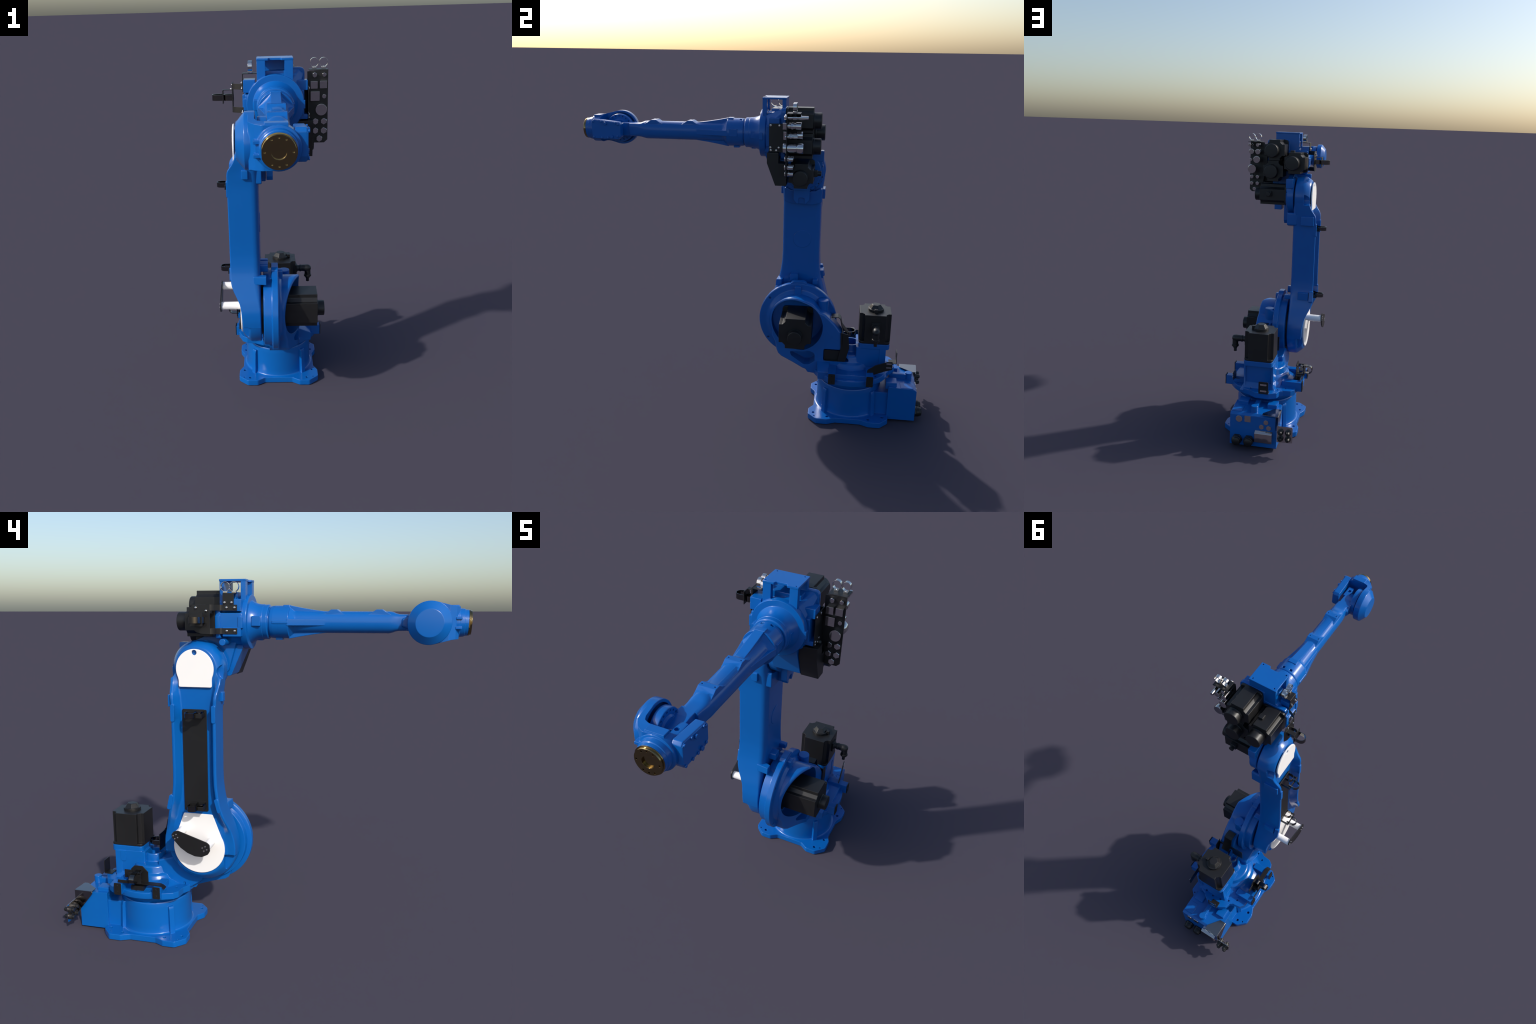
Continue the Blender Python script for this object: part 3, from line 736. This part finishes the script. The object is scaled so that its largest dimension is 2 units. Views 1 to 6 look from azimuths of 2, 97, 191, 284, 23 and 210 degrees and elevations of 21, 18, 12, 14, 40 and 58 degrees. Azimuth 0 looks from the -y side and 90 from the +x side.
    ub.append(prism([(0.150, 1.604), (0.150, 1.736), (0.230, 1.736), (0.248, 1.716), (0.248, 1.640), (0.215, 1.612), (0.19, 1.606)], 'x', -0.1710, -0.1680, 0.0006))
    ub2 = [box(-0.215, -0.170, 0.205, 0.228, z - 0.0015, z + 0.0015, 0.0005) for z in (1.700,)] + [box(-0.2175, -0.2145, 0.170, 0.230, 1.640, 1.702, 0.0006)]
    lb = part("hose_bracket", ub + ub2, SHEET, h)
    bolts("screw", 'x', 0.0058, 0.006, [(-0.1175, y, z) for z in (1.7225, 1.6175) for y in (0.047, 0.085)] + [(-0.171, 0.215, 1.722), (-0.171, 0.166, 1.708)], lb, STEEL, -1)
    part("cable_clamp", strap((-0.242, 0.200, 1.668), 0.0245, 0.027, 'z', 0, 0.003), RUBBER, lb)
    part("cable_clamp", strap((-0.192, 0.192, 1.668), 0.0205, 0.027, 'z', 0, 0.003), RUBBER, lb)
    # upper loop bracket
    tb = part("loop_bracket", [box(-0.1180, -0.1150, 0.051, 0.104, 1.732, 1.786, 0.0006), box(-0.1170, -0.050, 0.051, 0.104, 1.7840, 1.7870, 0.0006)], SHEET, h)
    bolts("screw", 'x', 0.0058, 0.006, [(-0.118, y, 1.745) for y in (0.061, 0.094)], tb, STEEL, -1)
    for y in (0.058, 0.100):
        rg = [tube_path([(-0.082, y + 0.0215 * sin(radians(t)), 1.8165 - 0.0215 * cos(radians(t))) for t in range(20, 341, 10)], 0.018, 0.0014, (1, 0, 0))]
        part("hose_ring", rg, STEEL, tb)
        part("ring_screw", [box(-0.092, -0.072, y - 0.010, y + 0.010, 1.7872, 1.7955, 0.001)], STEEL, tb)
    return h

# ================================================================== FOREARM
def build_forearm():
    c = (CX, AZ)
    adds = [lathe([(-0.094, 0.0), (-0.094, 0.071), (-0.097, 0.0735), (-0.103, 0.0745), (-0.111, 0.0750), (-0.112, 0.0755), (-0.185, 0.0755), (-0.1865, 0.074), (-0.1865, 0.0)], 'y', c, 80)]
    # tube, slightly squared, necking down towards the wrist
    def sec(y, w, zt, zb, n, N=48):
        """Superellipse section from half width w, top and bottom heights."""
        out = []
        for k in range(N):
            a = 2 * pi * k / N
            cs, sn = cos(a), sin(a)
            u = math.copysign(abs(cs) ** (2 / n), cs) * w
            v = math.copysign(abs(sn) ** (2 / n), sn)
            out.append((CX + u, AZ + (v * zt if v > 0 else v * zb)))
        return (y, out)
    secs = [sec(-0.150, 0.054, 0.054, 0.052, 2.2), sec(-0.22, 0.053, 0.053, 0.051, 2.2), sec(-0.30, 0.0505, 0.0505, 0.050, 2.2), sec(-0.36, 0.0485, 0.0500, 0.0495, 2.2), sec(-0.60, 0.0470, 0.0490, 0.0490, 2.2), sec(-0.645, 0.0465, 0.0490, 0.0490, 2.3),
            sec(-0.660, 0.0455, 0.0465, 0.0455, 2.6), sec(-0.675, 0.0435, 0.0400, 0.0400, 3.2), sec(-0.690, 0.041, 0.0365, 0.0375, 4.0), sec(-0.71, 0.0390, 0.0360, 0.0370, 5.0), sec(-0.74, 0.036, 0.0358, 0.0368, 5.0)]
    adds.append(loft('y', secs))
    # four tapering ribs ahead of the collar
    for k in range(4):
        w = 0.021 if k % 2 == 0 else 0.015
        prof = [(-0.180, 0.0), (-0.180, 0.0760), (-0.189, 0.0755), (-0.240, 0.0655), (-0.300, 0.0555), (-0.350, 0.0490), (-0.380, 0.0440), (-0.380, 0.0)]
        pa = [(CX - w, AZ + r) for _, r in prof]
        bm = prism([(y, AZ + r) for y, r in prof], 'x', CX - w, CX + w, 0.002)
        adds.append(move(bm, rot_about('y', 90 * k, (CX, 0, AZ))))
    # webs that close the collar front at 45 degrees
    for k in range(4):
        bm = taper('y', -0.180, [(CX - 0.05, AZ + 0.045), (CX + 0.05, AZ + 0.045), (CX + 0.035, AZ + 0.0665), (CX - 0.035, AZ + 0.0665)],
                   -0.215, [(CX - 0.05, AZ + 0.045), (CX + 0.05, AZ + 0.045), (CX + 0.05, AZ + 0.047), (CX - 0.05, AZ + 0.047)])
        adds.append(move(bm, rot_about('y', 45 + 90 * k, (CX, 0, AZ))))
    # collar tabs
    adds.append(box(CX - 0.024, CX + 0.024, -0.184, -0.155, 1.72, 1.7355, 0.002))
    adds.append(box(CX - 0.024, CX + 0.024, -0.153, -0.120, 1.575, 1.60, 0.002))
    adds.append(box(0.09, 0.1055, -0.170, -0.125, 1.640, 1.682, 0.002))
    adds.append(box(-0.0495, -0.035, -0.186, -0.112, 1.650, 1.664, 0.002))
    # saddles with screw holes
    for yc in (-0.396, -0.601):
        prof = [(yc + 0.060, 1.690), (yc + 0.034, 1.702), (yc + 0.0145, 1.7145), (yc - 0.0125, 1.7145), (yc - 0.030, 1.703), (yc - 0.055, 1.690), (yc - 0.055, 1.66), (yc + 0.06, 1.66)]
        adds.append(prism(rnd(prof, [0.01, 0.03, 0.002, 0.002, 0.03, 0.01, 0, 0], 4), 'x', CX - 0.0365, CX + 0.0365, 0.003))
    # fork end carrying the bend gearbox
    pl = [(-0.72, 1.6205), (-0.72, 1.6930), (-0.775, 1.6930), (-0.800, 1.6890), (-0.845, 1.6800), (-0.855, 1.657), (-0.845, 1.632), (-0.80, 1.6225)]
    adds.append(prism(rnd(pl, 0.008, 4), 'x', -0.012, 0.052, 0.004))
    adds.append(box(0.030, 0.064, -0.880, -0.80, 1.640, 1.690, 0.005))
    adds.append(lathe([(-0.038, 0.0), (-0.038, 0.076), (-0.035, 0.078), (-0.010, 0.078), (-0.007, 0.076), (-0.007, 0.052), (0.000, 0.046), (0.000, 0.0)], 'x', (BY, AZ), 72))
    adds.append(prism(rnd([(-0.700, 1.640), (-0.700, 1.674), (-0.740, 1.690), (-0.77, 1.694), (-0.77, 1.620), (-0.74, 1.624)], 0.01, 4), 'x', -0.020, 0.0, 0.008))
    cuts = []
    for k in range(20):
        a = 2 * pi * k / 20
        cuts.append(cyl('x', (BY + 0.066 * cos(a), AZ + 0.066 * sin(a)), 0.0042, -0.013, 0.0, 0, 12)) if not (-0.75 < BY + 0.066 * cos(a) and abs(sin(a)) < 0.6) else None
    for yc in (-0.396, -0.601):
        for sx in (-1, 1):
            cuts.append(cyl('z', (CX + sx * 0.026, yc + 0.001), 0.0035, 1.705, 1.73, 0, 12))
    cuts.append(cyl('z', (0.044, -0.845), 0.010, 1.68, 1.70, 0, 16))
    for x in (0.008, 0.052):
        cuts.append(box(x - 0.007, x + 0.007, -0.118, -0.104, 1.715, 1.75))
    return part("forearm", solid("forearm", adds, cuts), BLUE, robot)

# ================================================================== WRIST
def build_wrist():
    adds = []
    # bearing cup on the left with a conical cover
    adds.append(lathe([(-0.1075, 0.0), (-0.1075, 0.0585), (-0.1060, 0.0610), (-0.0800, 0.0925), (-0.0780, 0.0940), (-0.0660, 0.0945), (-0.047, 0.0945), (-0.0455, 0.093), (-0.0455, 0.0)], 'x', (BY, AZ), 96))
    # side wall running forward, tangent to the cup
    R = 0.0945
    t14 = radians(14)
    wall = [(BY, AZ + R), (BY - R * sin(t14), AZ + R * cos(t14)), (-0.915, 1.7305), (-0.950, 1.727), (-0.950, 1.588), (-0.915, 1.585), (BY - R * sin(t14), AZ - R * cos(t14)), (BY, AZ - R)]
    plan = [(-0.0665, BY), (-0.0665, -0.903), (-0.046, -0.932), (-0.022, -0.9475), (0.028, -0.9475), (0.030, -0.938), (0.030, -0.910),
            (0.020, -0.906), (-0.020, -0.906), (-0.040, -0.898), (-0.046, -0.882), (-0.046, BY)]
    adds.append(overlap(prism(wall, 'x', -0.1, 0.1), prism(rnd(plan, [0, 0.004, 0.01, 0.02, 0.01, 0.004, 0.004, 0.01, 0.02, 0.01, 0.01, 0], 4), 'z', 1.5, 1.8)))
    adds.append(lathe([(-0.905, 0.0), (-0.905, 0.0715), (-0.946, 0.0715), (-0.949, 0.070), (-0.951, 0.0625), (-0.970, 0.0605), (-0.972, 0.0575), (-0.986, 0.0560), (-0.986, 0.0)], 'y', (CX, AZ), 72))
    adds.append(box(-0.015, 0.058, -0.9425, -0.9065, 1.70, 1.7335, 0.002))
    adds.append(box(-0.050, -0.020, -0.957, -0.93, 1.672, 1.684, 0.002))
    adds.append(box(-0.050, -0.020, -0.957, -0.93, 1.630, 1.642, 0.002))
    # gearbox case on the right
    gb = rnd([(-0.936, 1.628), (-0.925, 1.6085), (-0.790, 1.6070), (-0.7705, 1.622), (-0.7700, 1.692), (-0.7830, 1.703), (-0.925, 1.7165), (-0.936, 1.704)], 0.008, 4)
    adds.append(prism(gb, 'x', 0.077, 0.1150, 0.004))
    gb2 = [(y * 0.985 - 0.013, 1.661 + (z - 1.661) * 0.93) for y, z in gb]
    adds.append(prism(gb2, 'x', 0.110, 0.1185, 0.002))
    adds.append(box(0.05, 0.085, -0.935, -0.905, 1.62, 1.705, 0.004))
    cuts = [cyl('x', (BY, AZ), 0.083, -0.0680, -0.03, 0, 72)]
    w = part("wrist", solid("wrist", adds, cuts), BLUE, robot)
    pts = [(0.1185, y, z) for y, z in ((-0.925, 1.704), (-0.880, 1.703), (-0.800, 1.697), (-0.785, 1.690), (-0.790, 1.625), (-0.845, 1.617), (-0.880, 1.617), (-0.925, 1.620))]
    bolts("bolt", 'x', 0.0062, 0.005, pts, w, BLUE, 1)
    bolts("plug_bolt", 'x', 0.0095, 0.009, [(0.1185, -0.856, 1.694), (0.1185, -0.822, 1.622)], w, BLUE, 1, 'hex')
    # tool flange
    fl = lathe([(-0.9855, 0.0), (-0.9855, 0.054), (-0.9875, 0.0562), (-0.9915, 0.0562), (-0.9920, 0.0525), (-0.9990, 0.0525), (-1.0, 0.0515), (-1.0, 0.0235), (-0.992, 0.0235), (-0.992, 0.0)], 'y', (CX, AZ), 96)
    f = solid("tool_flange", [fl], [cyl('y', (CX + 0.043 * cos(radians(a)), AZ + 0.043 * sin(radians(a))), 0.0034, -1.01, -0.993, 0, 14) for a in (0, 180, 60, 90, 120, 240, 270, 300)] +
              [box(-0.04, -0.0240, -1.01, -0.98, 1.60, 1.72)])
    part("tool_flange", f, BRASS, w)
    return w

base = build_base()
turret = build_turret(base)
link = build_lower_arm()
housing = build_housing()
forearm = build_forearm()
wrist = build_wrist()
